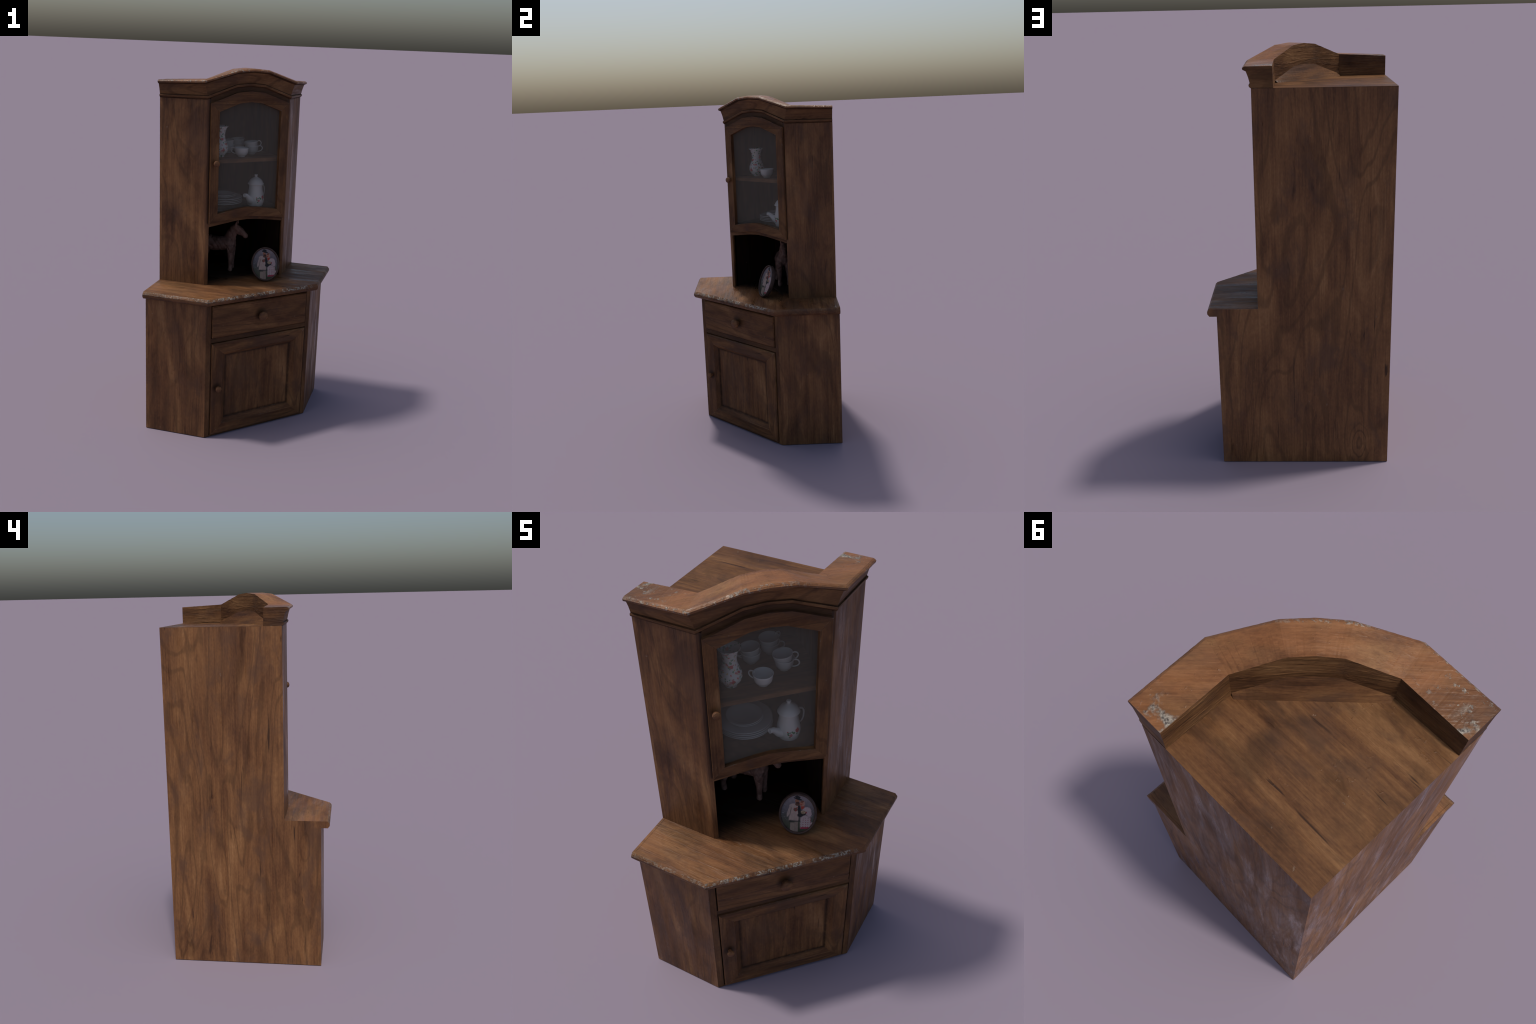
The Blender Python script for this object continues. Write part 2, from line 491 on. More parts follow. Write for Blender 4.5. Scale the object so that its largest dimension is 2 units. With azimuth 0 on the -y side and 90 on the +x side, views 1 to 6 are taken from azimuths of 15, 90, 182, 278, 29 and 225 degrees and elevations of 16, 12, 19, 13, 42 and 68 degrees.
def cornice_point(seg, s, o, z):
    """seg 0: right arm from wall B to the corner, 1: arched front, 2: left arm to wall A"""
    tz = min(1.0, max(0.0, (z - 1.8500) / 0.0700))
    w0 = W_UP + o + bow(0.0, o, tz)
    c, d = on_front_x(w0, UP_X + o), on_front_y(w0, UP_Y - o)
    tz = min(1.0, max(0.0, (z - 1.8356) / 0.0919))
    if seg == 0:
        p = Vector((UP_X + o, YW - 0.001)).lerp(c, s)
        r = s * (0.003 + (0.0115 - 0.003) * tz)
    elif seg == 2:
        p = d.lerp(Vector((XW + 0.001, UP_Y - o)), s)
        r = (1 - s) * (0.003 + (0.0115 - 0.003) * tz)
    else:
        t = 1 - abs(2 * s - 1)
        p = c.lerp(d, s)
        tb = min(1.0, max(0.0, (z - 1.8500) / 0.0700))
        p += NW * (bow(t, o, tb) - bow(0.0, o, tb))
        r = rise_at(t, 0) * (1 - tz) + rise_at(t, 1) * tz
    return Vector((p.x, p.y, z + r))


bm = bmesh.new()
stations = [(0, i / 40) for i in range(40)] + [(1, i / 84) for i in range(84)] + [(2, i / 40) for i in range(41)]
rings = []
for seg, s in stations:
    ring = []
    for k, (o, z) in enumerate(PROFILE):
        p = cornice_point(seg, s, o, z)
        if k in (2, 3, 4, 5):                       # the chipped lip
            q = p * 1.0
            amp = 0.0011 if k in (2, 3) else 0.0008
            g = noise.noise(q * 90) + 0.6 * noise.noise(q * 210)
            out = (NX, NW, NY)[seg]
            p += Vector((out.x, out.y, 0.6)) * (-abs(g) * amp)
        elif k in (10, 11, 12):
            p += Vector((0, 0, noise.noise(p * 120) * 0.0006))
        elif k == 1:
            p += Vector((0, 0, -abs(noise.noise(p * 110)) * 0.0016))
        ring.append(bm.verts.new(p))
    rings.append(ring)
for (ra, rb, st) in zip(rings, rings[1:], stations):
    n = len(PROFILE)
    for i in range(n):
        j = (i + 1) % n
        f = bm.faces.new((ra[i], ra[j], rb[j], rb[i]))
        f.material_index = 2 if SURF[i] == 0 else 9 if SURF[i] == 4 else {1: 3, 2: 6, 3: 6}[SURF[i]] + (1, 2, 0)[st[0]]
for r, mi in ((rings[0], 8), (rings[-1], 6)):
    f = bm.faces.new(r)
    f.material_index = mi
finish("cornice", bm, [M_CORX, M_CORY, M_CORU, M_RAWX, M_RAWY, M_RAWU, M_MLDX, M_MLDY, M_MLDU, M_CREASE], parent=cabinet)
# fix material of the end faces: grain follows the arms
co = bpy.data.objects["cornice"]
for f in co.data.polygons:
    if len(f.vertices) > 4:
        f.material_index = 4 if f.center.x < -0.3 else 6

# sloping filler board between the flat roof and the arch
bm = bmesh.new()
arch_n = 24
front, back, foot = [], [], []
for i in range(arch_n + 1):
    s = i / arch_n
    t = 1 - abs(2 * s - 1)
    p = cornice_point(1, s, -0.0945, 1.8372)
    zz = Z_ROOF + 0.012 + (rise_at(t, 0) - 0.003) * 0.93
    back.append(bm.verts.new((p.x + 0.0015, p.y - 0.0015, zz)))
    front.append(bm.verts.new((p.x + 0.02, p.y - 0.02, zz)))
    foot.append(bm.verts.new(uw(0.206 * (1 - 2 * s), -0.0900, Z_ROOF - 0.0008)))
loop_faces(bm, back, front, False)
loop_faces(bm, foot, back, False)
finish("roof_filler", bm, M_FILL, parent=cabinet)

# ------------------------------------------------------------------ upper cabinet front
U_OPEN = 0.2330                       # niche half width
TP = 0.017
for side in (1, -1):
    if side > 0:
        outer = [(UP_X, YW - T + 0.001), (UP_X, C_UP.y)]
    else:
        outer = [(D_UP.x, UP_Y), (XW + T - 0.001, UP_Y)]
    e0, e1 = uw(side * U_OPEN, W_UP, 0), uw(side * U_OPEN, W_UP - 0.030, 0)
    if side > 0:
        poly = outer + [(e0.x, e0.y), (e1.x, e1.y), (UP_X - TP, C_UP.y + 0.02), (UP_X - TP, YW - T + 0.001)]
    else:
        poly = outer + [(XW + T - 0.001, UP_Y + TP), (D_UP.x - 0.02, UP_Y + TP), (e1.x, e1.y), (e0.x, e0.y)]
    prism("front_panel", poly, F_PLAN, Z_CT - 0.003, 1.8420, M_PANEL, cabinet, bevel=0.0012)

# inner sides of the niche and of the glazed part, running straight back
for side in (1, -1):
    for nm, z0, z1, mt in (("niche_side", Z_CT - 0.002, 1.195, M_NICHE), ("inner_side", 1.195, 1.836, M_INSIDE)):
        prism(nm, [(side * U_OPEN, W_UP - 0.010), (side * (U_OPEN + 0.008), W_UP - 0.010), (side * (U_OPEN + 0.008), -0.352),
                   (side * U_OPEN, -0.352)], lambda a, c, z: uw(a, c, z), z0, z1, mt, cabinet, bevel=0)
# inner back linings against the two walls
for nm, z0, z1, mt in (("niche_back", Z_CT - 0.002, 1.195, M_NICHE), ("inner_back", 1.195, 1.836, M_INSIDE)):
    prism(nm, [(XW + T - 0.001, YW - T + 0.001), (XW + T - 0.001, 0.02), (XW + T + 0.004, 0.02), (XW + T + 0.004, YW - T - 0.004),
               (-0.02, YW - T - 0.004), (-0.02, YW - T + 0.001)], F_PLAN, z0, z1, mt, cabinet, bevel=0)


def inner_plan(wf, grow=0.004):
    """plan outline of a board that fills the inside, front edge at the plane wf"""
    uo = U_OPEN + grow
    e = XW + T + 0.002
    g = YW - T - 0.002
    a, c = uw(uo, wf, 0), uw(-uo, wf, 0)
    p = Vector((uo * R2 - g, g))
    q = Vector((e, -uo * R2 - e))
    return [(a.x, a.y), (p.x, p.y), (e, g), (q.x, q.y), (c.x, c.y)]


Z_FLOOR = 1.2335
prism("cabinet_floor", inner_plan(0.008), F_PLAN, 1.1950, Z_FLOOR, [M_INSIDE], cabinet, bevel=0)
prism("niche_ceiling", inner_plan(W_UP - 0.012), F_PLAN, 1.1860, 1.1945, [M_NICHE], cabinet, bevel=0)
Z_SHELF = 1.5195
prism("shelf", inner_plan(0.001), F_PLAN, Z_SHELF - 0.021, Z_SHELF, [M_SHELF], cabinet, bevel=0.001)


def arch(ue, zs, zk, zp, uk):
    return [(-ue, zs), (-uk, zk), (0.0, zp), (uk, zk), (ue, zs)]


# arched header board and the rail under the door
hd = arch(U_OPEN + 0.001, 1.802, 1.853, 1.860, 0.083) + [(U_OPEN + 0.001, 1.846), (0.083, 1.903), (0.0, 1.910), (-0.083, 1.903), (-U_OPEN - 0.001, 1.846)]
prism("header", hd, F_FRONT, W_UP - 0.016, W_UP, M_RAIL, cabinet, bevel=0)
rl = arch(U_OPEN + 0.001, 1.1560, 1.1775, 1.1830, 0.078) + [(U_OPEN + 0.001, 1.2060), (0.078, 1.229), (0.0, 1.234), (-0.078, 1.229), (-U_OPEN - 0.001, 1.2060)]
prism("rail", rl, F_FRONT, W_UP - 0.016, W_UP, M_RAIL, cabinet, bevel=0.001)

# ------------------------------------------------------------------ glazed door
W_D0, W_D1 = W_UP + 0.0004, 0.0340
UD, UG = 0.2372, 0.1880


def rail_strip(name, lower, upper, mat, parent, w0, w1, bev):
    bm = bmesh.new()
    n = len(lower)
    ring = []
    for i in range(n):
        (u0, z0), (u1, z1) = lower[i], upper[i]
        ring.append([bm.verts.new(uw(u0, w0, z0)), bm.verts.new(uw(u0, w1, z0)), bm.verts.new(uw(u1, w1, z1)), bm.verts.new(uw(u1, w0, z1))])
    for a, c in zip(ring, ring[1:]):
        loop_faces(bm, a, c)
    bm.faces.new(ring[0])
    bm.faces.new(ring[-1])
    return finish(name, bm, mat, parent=parent, bevel=bev)


out_t, in_t = arch(UD, 1.8195, 1.8740, 1.8820, 0.083), arch(UG, 1.7760, 1.8190, 1.8255, 0.067)
out_b, in_b = arch(UD, 1.1770, 1.1975, 1.2030, 0.078), arch(UG, 1.2300, 1.2490, 1.2545, 0.067)
glass_door = bpy.data.objects.new("glass_door", None)
glass_door.parent = cabinet
bpy.context.scene.collection.objects.link(glass_door)


def door_frame_piece(name, poly, mat):
    """a mitred frame member: outline in (u, z), chamfered on the outside"""
    return prism(name, poly, F_FRONT, W_D0 - 0.0125, W_D1, mat, glass_door, bevel=0.0008)


rail_strip("door_rail", in_t, out_t, M_DOORU, glass_door, W_D0 - 0.0125, W_D1, 0.0008)
rail_strip("door_rail", out_b, in_b, M_DOORU, glass_door, W_D0 - 0.0125, W_D1, 0.0008)
for side in (1, -1):
    door_frame_piece("door_stile", [(side * UD, 1.1770), (side * UG, 1.2300), (side * UG, 1.7760), (side * UD, 1.8195)], M_DOOR)

b = NB("hazy_glass")
tr = b.n("ShaderNodeBsdfTransparent")
tr.inputs[0].default_value = (0.90, 0.90, 0.89, 1)
hz = b.n("ShaderNodeBsdfPrincipled")
hz.inputs["Base Color"].default_value = (0.42, 0.355, 0.285, 1)
hz.inputs["Roughness"].default_value = 0.5
hz.inputs["Specular IOR Level"].default_value = 0.15
mx = b.n("ShaderNodeMixShader")
b.put(mx.inputs[0], b.math('MULTIPLY_ADD', b.noise(b.scale(b.obj(), (1, 1, 0.3)), 14, 4), 0.02, 0.105))
b.t.links.new(tr.outputs[0], mx.inputs[1])
b.t.links.new(hz.outputs[0], mx.inputs[2])
b.t.links.new(mx.outputs[0], b.out.inputs[0])
M_GLASS = b.m
gp = arch(UG + 0.006, 1.2260, 1.244, 1.249, 0.067) + list(reversed(arch(UG + 0.006, 1.7800, 1.824, 1.830, 0.067)))
prism("glass_pane", gp, F_FRONT, 0.0120, 0.0145, M_GLASS, glass_door, bevel=0)

# ------------------------------------------------------------------ knobs


def knob_mesh(name, r, length):
    prof = [(0.55, -0.002), (0.55, 0.28 * length), (0.62, 0.42 * length), (0.96, 0.52 * length), (1.0, 0.66 * length), (0.98, 0.90 * length),
            (0.94, 0.985 * length), (0.0, 1.0 * length)]
    bm = bmesh.new()
    n = 20
    rings = []
    for q, h in prof[:-1]:
        rings.append([bm.verts.new((q * r * math.cos(2 * math.pi * i / n), q * r * math.sin(2 * math.pi * i / n), h)) for i in range(n)])
    for a, c in zip(rings, rings[1:]):
        loop_faces(bm, a, c)
    bm.faces.new(rings[-1])
    bmesh.ops.recalc_face_normals(bm, faces=bm.faces[:])
    me = bpy.data.meshes.new(name)
    bm.to_mesh(me)
    bm.free()
    me.materials.append(M_KNOB)
    me.shade_smooth()
    return me


ROT_FRONT = Matrix(((1 / R2, 0, 1 / R2), (1 / R2, 0, -1 / R2), (0, 1, 0))).to_4x4()


def knob(me, u, w, z, parent):
    ob = bpy.data.objects.new("knob", me)
    bpy.context.scene.collection.objects.link(ob)
    ob.matrix_world = Matrix.Translation(uw(u, w, z)) @ ROT_FRONT
    ob.parent = parent
    return ob


KN_S, KN_L = knob_mesh("knob_small", 0.0165, 0.026), knob_mesh("knob_large", 0.0265, 0.031)
knob(KN_S, -0.2095, W_D1, 1.506, glass_door)

# ------------------------------------------------------------------ base cabinet
UB = (C_BS.x + C_BS.y) / R2
UBL = (D_BS.x + D_BS.y) / R2
UDR = 0.2985
prism("base_panel", [(XW + T - 0.001, BS_Y), (D_BS.x, BS_Y), (D_BS.x - 0.018, BS_Y + 0.018), (XW + T - 0.001, BS_Y + 0.018)],
      F_PLAN, 0.0, Z_CB + 0.002, M_PANEL, cabinet, bevel=0.001)
prism("base_panel", [(BS_X, YW - T + 0.001), (BS_X, C_BS.y), (BS_X - 0.018, C_BS.y + 0.018), (BS_X - 0.018, YW - T + 0.001)],
      F_PLAN, 0.0, Z_CB + 0.002, M_PANEL, cabinet, bevel=0.001)
G = 0.0042
for u0, u1 in ((UDR + G, UB - 0.0006), (UBL + 0.0006, -UDR - G)):
    prism("base_stile", [(u0, 0.0), (u1, 0.0), (u1, Z_CB + 0.002), (u0, Z_CB + 0.002)], F_FRONT, W_BASE - 0.02, W_BASE, M_FRONT, cabinet, bevel=0.0012)
for z0, z1 in ((0.0, 0.0085), (0.5575 + G, 0.591 - G + 0.0025), (0.7755, Z_CB + 0.002)):
    prism("base_rail", [(-UDR - G - 0.001, z0), (UDR + G + 0.001, z0), (UDR + G + 0.001, z1), (-UDR - G - 0.001, z1)], F_FRONT, W_BASE - 0.021,
          W_BASE - 0.0006, M_BRAIL, cabinet, bevel=0.0012)
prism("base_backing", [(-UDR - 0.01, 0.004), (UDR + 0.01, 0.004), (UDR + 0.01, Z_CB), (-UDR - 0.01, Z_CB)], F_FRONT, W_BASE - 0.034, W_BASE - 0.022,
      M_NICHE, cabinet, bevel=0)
prism("base_bottom", [(XW + T, YW - T), (BS_X - 0.018, YW - T), (BS_X - 0.018, C_BS.y), (D_BS.x, BS_Y + 0.018), (XW + T, BS_Y + 0.018)], F_PLAN,
      0.002, 0.014, M_INSIDE, cabinet, bevel=0)

W_F = 0.2252


def chamfered_slab(name, u0, u1, z0, z1, w0, w1, ch, mat, parent):
    bm = bmesh.new()
    rs = []
    for w, d in ((w0, 0.0), (w1 - ch * 0.9, 0.0), (w1, ch)):
        rs.append([bm.verts.new(uw(u, w, z)) for u, z in ((u0 + d, z0 + d), (u1 - d, z0 + d), (u1 - d, z1 - d), (u0 + d, z1 - d))])
    for a, c in zip(rs, rs[1:]):
        loop_faces(bm, a, c)
    bm.faces.new(rs[0])
    bm.faces.new(rs[-1])
    return finish(name, bm, mat, parent=parent, bevel=0.0008)


drawer = chamfered_slab("drawer", -UDR, UDR, 0.591, 0.7735, W_BASE - 0.02, W_F, 0.0055, M_DRAWER, cabinet)
knob(KN_L, 0.0015, W_F - 0.0005, 0.684, drawer)

# panelled door: outer chamfer, flat frame, long bevel down to the sunk panel; four mitred members
door = bpy.data.objects.new("door", None)
door.parent = cabinet
bpy.context.scene.collection.objects.link(door)
Z0, Z1 = 0.0105, 0.5575


def ring_pts(u, z0, z1, w):
    return [uw(-u, w, z0), uw(u, w, z0), uw(u, w, z1), uw(-u, w, z1)]


ringdefs = [ring_pts(UDR, Z0, Z1, W_BASE - 0.02), ring_pts(UDR, Z0, Z1, W_F - 0.005), ring_pts(UDR - 0.0055, Z0 + 0.0055, Z1 - 0.0055, W_F),
            ring_pts(0.2330, 0.0675, 0.4985, W_F), ring_pts(0.2310, 0.0695, 0.4965, W_F - 0.0022), ring_pts(0.2070, 0.0985, 0.4745, 0.2060), ring_pts(0.2070, 0.0985, 0.4745, W_BASE - 0.02)]
for k, nm in enumerate(("door_rail", "door_stile", "door_rail", "door_stile")):
    bm = bmesh.new()
    a = [bm.verts.new(r[k]) for r in ringdefs]
    c = [bm.verts.new(r[(k + 1) % 4]) for r in ringdefs]
    loop_faces(bm, a, c)
    bm.faces.new(a)
    bm.faces.new(c)
    finish(nm, bm, M_DOORU if k in (0, 2) else M_DOOR, parent=door, bevel=0.0006)
prism("door_panel", [(-0.209, 0.096), (0.209, 0.096), (0.209, 0.477), (-0.209, 0.477)], F_FRONT, 0.198, 0.2045, M_DOOR, door, bevel=0)
knob(KN_S, -0.2635, W_F - 0.0005, 0.2935, door)

# ------------------------------------------------------------------ counter top
CPROF = [(0.0350, Z_CB), (0.0405, 0.7960), (0.0443, 0.803), (0.0443, 0.815), (0.0410, 0.8205), (0.0330, Z_CT)]


def counter_point(seg, s, o):
    c, d = offset_corner(C_BS, NX, NW, o), offset_corner(D_BS, NW, NY, o)
    if seg == 0:
        return Vector((BS_X + o, YW - T + 0.001)).lerp(c, s)
    if seg == 1:
        return c.lerp(d, s)
    return d.lerp(Vector((XW + T - 0.001, BS_Y - o)), s)


bm = bmesh.new()
stations = [(0, i / 40) for i in range(40)] + [(1, i / 130) for i in range(130)] + [(2, i / 70) for i in range(71)]
rings = []
for i, (seg, s) in enumerate(stations):
    ring = []
    edge_fade = min(1.0, i / 4, (len(stations) - 1 - i) / 4)
    for k, (o, z) in enumerate(CPROF):
        p2 = counter_point(seg, s, o)
        p = Vector((p2.x, p2.y, z))
        if 1 <= k <= 4 or k == 5:
            out = (NX, NW, NY)[seg]
            g = noise.noise(p * 85) + 0.7 * noise.noise(p * 190)
            amp = (0.0, 0.0003, 0.0007, 0.0013, 0.0022, 0.0010)[k] * (0.35, 1.0, 0.8)[seg] * edge_fade
            p += Vector((out.x, out.y, 0.9 if k >= 3 else 0.0)) * (-abs(g) * amp * (1.0 if k < 5 else 0.0)) + Vector((0, 0, -abs(g) * amp * (k == 5)))
        ring.append(bm.verts.new(p))
    rings.append(ring)
for a, c in zip(rings, rings[1:]):
    loop_faces(bm, a, c, closed=False)
inner = [(XW + T - 0.001, UP_Y), (XW + T - 0.001, YW - T + 0.001), (UP_X, YW - T + 0.001)]
bot = [r[0] for r in rings] + [bm.verts.new((x, y, Z_CB)) for x, y in inner]
top = [r[-1] for r in rings] + [bm.verts.new((x, y, Z_CT)) for x, y in inner]
# inset ring so that the top cap is flat inside the chipped border
ins = []
for seg, s in stations:
    p2 = counter_point(seg, s, 0.022)
    ins.append(bm.verts.new((p2.x, p2.y, Z_CT)))
loop_faces(bm, [r[-1] for r in rings], ins, closed=False)
bm.faces.new(ins + top[len(rings):])
bm.faces.new(list(reversed(bot)))
finish("counter_top", bm, M_COUNTER, parent=cabinet)

# ------------------------------------------------------------------ china


def china(name, spots=None, scatter=False):
    b = NB(name)
    o = b.obj()
    col = (0.72, 0.70, 0.69)
    if scatter:
        wob = b.n("ShaderNodeVectorMath", operation='ADD')
        nz = b.n("ShaderNodeTexNoise")
        nz.inputs["Scale"].default_value = 60
        b.put(nz.inputs["Vector"], o)
        sc = b.n("ShaderNodeVectorMath", operation='SCALE')
        b.put(sc.inputs[0], nz.outputs["Color"])
        sc.inputs["Scale"].default_value = 0.012
        b.put(wob.inputs[0], o)
        b.put(wob.inputs[1], sc.outputs[0])
        for scale, rad, stops, seed in ((70, 0.42, [(0.35, (0.05, 0.20, 0.10)), (0.75, (0.08, 0.28, 0.14))], 4.0),
                                        (95, 0.36, [(0.45, (0.55, 0.06, 0.06)), (0.75, (0.6, 0.42, 0.1))], 1.0),
                                        (38, 0.36, [(0.3, (0.50, 0.04, 0.06)), (0.7, (0.62, 0.16, 0.18))], 8.0)):
            vo = b.n("ShaderNodeTexVoronoi")
            vo.inputs["Scale"].default_value = scale
            b.put(vo.inputs["Vector"], b.scale(wob.outputs[0], (1, 1, 1), (seed, seed, seed)))
            r = b.xyz(vo.outputs["Color"])
            keep = b.step(r[0], 0.30, 0.34)
            m = b.math('MULTIPLY', b.step(vo.outputs["Distance"], rad, rad - 0.12), keep)
            cover = b.step(b.noise(b.scale(o, (1, 1, 1), (seed, 0, 0)), 16, 2), 0.36, 0.46)
            m = b.math('MULTIPLY', m, cover)
            col = b.mix(m, col, b.ramp(r[1], stops))
    for (p, rad, c) in (spots or []):
        d = b.n("ShaderNodeVectorMath", operation='DISTANCE')
        b.put(d.inputs[0], o)
        d.inputs[1].default_value = p
        dd = b.math('MULTIPLY_ADD', b.math('SUBTRACT', b.noise(o, 190, 2), 0.5), rad * 1.1, d.outputs["Value"])
        col = b.mix(b.step(dd, rad, rad * 0.7), col, c)
    b.bsdf(col, 0.22, None)
    return b.m


M_CHINA = china("white_china")


def lathe(name, prof, mat, parent, n=40, wave=None):
    bm = bmesh.new()
    rings = []
    for r, z in prof:
        ring = []
        for i in range(n):
            a = 2 * math.pi * i / n
            rr = r * (1 + (wave(a, z) if wave else 0))
            ring.append(bm.verts.new((rr * math.cos(a), rr * math.sin(a), z)))
        rings.append(ring)
    for a, c in zip(rings, rings[1:]):
        loop_faces(bm, a, c)
    if prof[0][0] > 1e-5:
        bm.faces.new(rings[0])
    if prof[-1][0] > 1e-5:
        bm.faces.new(rings[-1])
    bmesh.ops.remove_doubles(bm, verts=bm.verts[:], dist=1e-5)
    return finish(name, bm, mat, smooth=True, parent=parent)


def smooth_path(pts, per=6):
    out = []
    for i in range(len(pts) - 1):
        p0, p1, p2, p3 = pts[max(i - 1, 0)], pts[i], pts[i + 1], pts[min(i + 2, len(pts) - 1)]
        for k in range(per):
            t = k / per
            out.append([0.5 * (2 * b_ + (c_ - a_) * t + (2 * a_ - 5 * b_ + 4 * c_ - d_) * t * t + (3 * b_ - a_ - 3 * c_ + d_) * t ** 3)
                        for a_, b_, c_, d_ in zip(p0, p1, p2, p3)])
    out.append(list(pts[-1]))
    return out


def tube(name, pts, mat, parent, n=12, per=6, hollow=False):
    """pts: (x, y, z, radius)"""
    path = smooth_path(pts, per)
    bm = bmesh.new()
    rings = []
    ref = Vector((0, 1, 0))
    for i, p in enumerate(path):
        a, c = Vector(path[max(i - 1, 0)][:3]), Vector(path[min(i + 1, len(path) - 1)][:3])
        t = (c - a).normalized()
        s1 = t.cross(ref).normalized()
        s2 = s1.cross(t)
        rings.append([bm.verts.new(Vector(p[:3]) + (s1 * math.cos(2 * math.pi * k / n) + s2 * math.sin(2 * math.pi * k / n)) * p[3]) for k in range(n)])
    for a, c in zip(rings, rings[1:]):
        loop_faces(bm, a, c)
    bm.faces.new(rings[0])
    if hollow:
        ctr = sum((v.co for v in rings[-1]), Vector()) / n
        back = (Vector(path[-4][:3]) - Vector(path[-1][:3]))
        inn = [bm.verts.new(ctr + (v.co - ctr) * 0.62) for v in rings[-1]]
        deep = [bm.verts.new(v.co + back) for v in inn]
        loop_faces(bm, rings[-1], inn)
        loop_faces(bm, inn, deep)
        bm.faces.new(deep)
    else:
        bm.faces.new(rings[-1])
    return finish(name, bm, mat, smooth=True, parent=parent)


# vase with a floral print
M_VASE = china("floral_china", scatter=True)
vase = thing("vase", "white china vase with small painted red flowers", "vase", (-0.153, -0.0095, Z_SHELF))
vp = [(0, 0.0), (0.025, 0.0), (0.026, 0.004), (0.031, 0.012), (0.042, 0.028), (0.0465, 0.045), (0.044, 0.062), (0.036, 0.082), (0.029, 0.102), (0.0268, 0.120),
      (0.029, 0.138), (0.036, 0.156), (0.0455, 0.1685), (0.0440, 0.1690), (0.034, 0.155), (0.0268, 0.136), (0.0245, 0.12), (0.030, 0.09), (0.04, 0.05), (0.03, 0.015), (0, 0.010)]
lathe("vase_body", vp, M_VASE, vase, n=48)

# teacups
cup_prof = [(0, 0.0), (0.0205, 0.0), (0.0215, 0.0035), (0.0210, 0.0055), (0.0285, 0.0095), (0.0345, 0.0185), (0.0372, 0.030), (0.0385, 0.042), (0.0412, 0.0505),
            (0.0400, 0.0512), (0.0370, 0.043), (0.0356, 0.031), (0.0325, 0.0205), (0.0255, 0.0115), (0, 0.0085)]
cup_handle = [(0.0345, 0, 0.043, 0.0030), (0.0450, 0, 0.0485, 0.0030), (0.0560, 0, 0.0455, 0.0031), (0.0605, 0, 0.0345, 0.0031), (0.0545, 0, 0.0235, 0.0029),
              (0.0435, 0, 0.0175, 0.0027), (0.0290, 0, 0.0145, 0.0027)]
first = None
CUPS = [((-0.046, 0.051), 0, 184, 0), ((-0.0235, 0.1805), 0, 16, 0), ((-0.0245, 0.1800), 0.0215, 30, 7), ((-0.1623, 0.162), 0, 200, 0), ((-0.1618, 0.1625), 0.0225, 222, -6),
        ((-0.1296, 0.2586), 0, 30, 0), ((-0.1300, 0.2590), 0.0225, 72, 5)]
for (cx, cy), dz, ang, tilt in CUPS:
    e = thing("teacup", "small white china teacup with a loop handle", "teacup", (cx, cy, Z_SHELF + dz),
              Euler((0, math.radians(-tilt), math.radians(ang))))
    if first is None:
        first = [lathe("cup_bowl", cup_prof, M_CHINA, e), tube("cup_handle", cup_handle, M_CHINA, e)]
    else:
        for o_ in first:
            c_ = o_.copy()
            bpy.context.scene.collection.objects.link(c_)
            c_.parent = e

# plates


def plate_profile(R):
    return [(0, 0.0), (0.55 * R, 0.0), (0.57 * R, 0.003), (0.68 * R, 0.006), (0.97 * R, 0.0125), (R, 0.0140), (0.995 * R, 0.0160), (0.95 * R, 0.0150),
            (0.68 * R, 0.0095), (0.60 * R, 0.0062), (0, 0.0055)]


PC = (-0.173, 0.113)
pl = lathe("plate", plate_profile(0.118), M_CHINA, None, n=72)
ps = lathe("plate", plate_profile(0.078), M_CHINA, None, n=60)
for i in range(4):
    o_ = pl if i == 0 else pl.copy()
    if i:
        bpy.context.scene.collection.objects.link(o_)
    o_.location = (PC[0] + rng.uniform(-0.0015, 0.0015), PC[1] + rng.uniform(-0.0015, 0.0015), Z_FLOOR + 0.0092 * i)
    o_["label"], o_["category"] = "large round white china dinner plate", "plate"
for i in range(2):
    o_ = ps if i == 0 else ps.copy()
    if i:
        bpy.context.scene.collection.objects.link(o_)
    o_.location = (PC[0] + rng.uniform(-0.002, 0.002), PC[1] + rng.uniform(-0.002, 0.002), Z_FLOOR + 0.0285 + 0.0062 + 0.0072 * i)
    o_["label"], o_["category"] = "small round white china side plate", "plate"

# teapot: local x points along the spout
SP = Vector((-0.40, -0.90, 0)).normalized()
ang_sp = math.atan2(SP.y, SP.x)
RED, PINK, GRN = (0.50, 0.03, 0.05), (0.55, 0.13, 0.16), (0.04, 0.19, 0.08)
tp_loc = Vector((0.0213, 0.1345, Z_FLOOR))
inv = Matrix.Rotation(-ang_sp, 4, 'Z')


def tp_spot(px, py, pz):
    v = inv @ (Vector((px, py, pz)) - tp_loc)
    return (v.x, v.y, v.z)


spots = []
rr = random.Random(4)
for (px, py, pz), rad, c in (((0.0649, 0.1223, 1.2860), 0.0125, RED), ((0.0524, 0.0943, 1.2690), 0.0085, PINK), ((0.0420, 0.0915, 1.2790), 0.0055, GRN),
                             ((0.0600, 0.1050, 1.2800), 0.0062, GRN), ((0.0560, 0.1000, 1.2850), 0.005, GRN), ((0.0400, 0.0905, 1.2860), 0.0038, RED),
                             ((0.0430, 0.0905, 1.2720), 0.0045, GRN), ((0.0480, 0.0930, 1.2590), 0.0045, GRN), ((0.0665, 0.1180, 1.2720), 0.005, GRN),
                             ((0.0500, 0.0940, 1.2830), 0.004, GRN)):
    spots.append((tp_spot(px, py, pz), rad, c))
M_POT = china("rose_china", spots=spots)
pot = thing("teapot", "white china coffee pot with painted roses and lid", "teapot", tp_loc, (0, 0, ang_sp))
body = [(0, 0.0), (0.040, 0.0), (0.0425, 0.003), (0.0440, 0.010), (0.0485, 0.022), (0.0500, 0.036), (0.0485, 0.054), (0.0440, 0.074), (0.0400, 0.094), (0.0385, 0.112),
        (0.0395, 0.122), (0.037, 0.124), (0.0, 0.124)]
lathe("teapot_body", body, M_POT, pot, n=48)
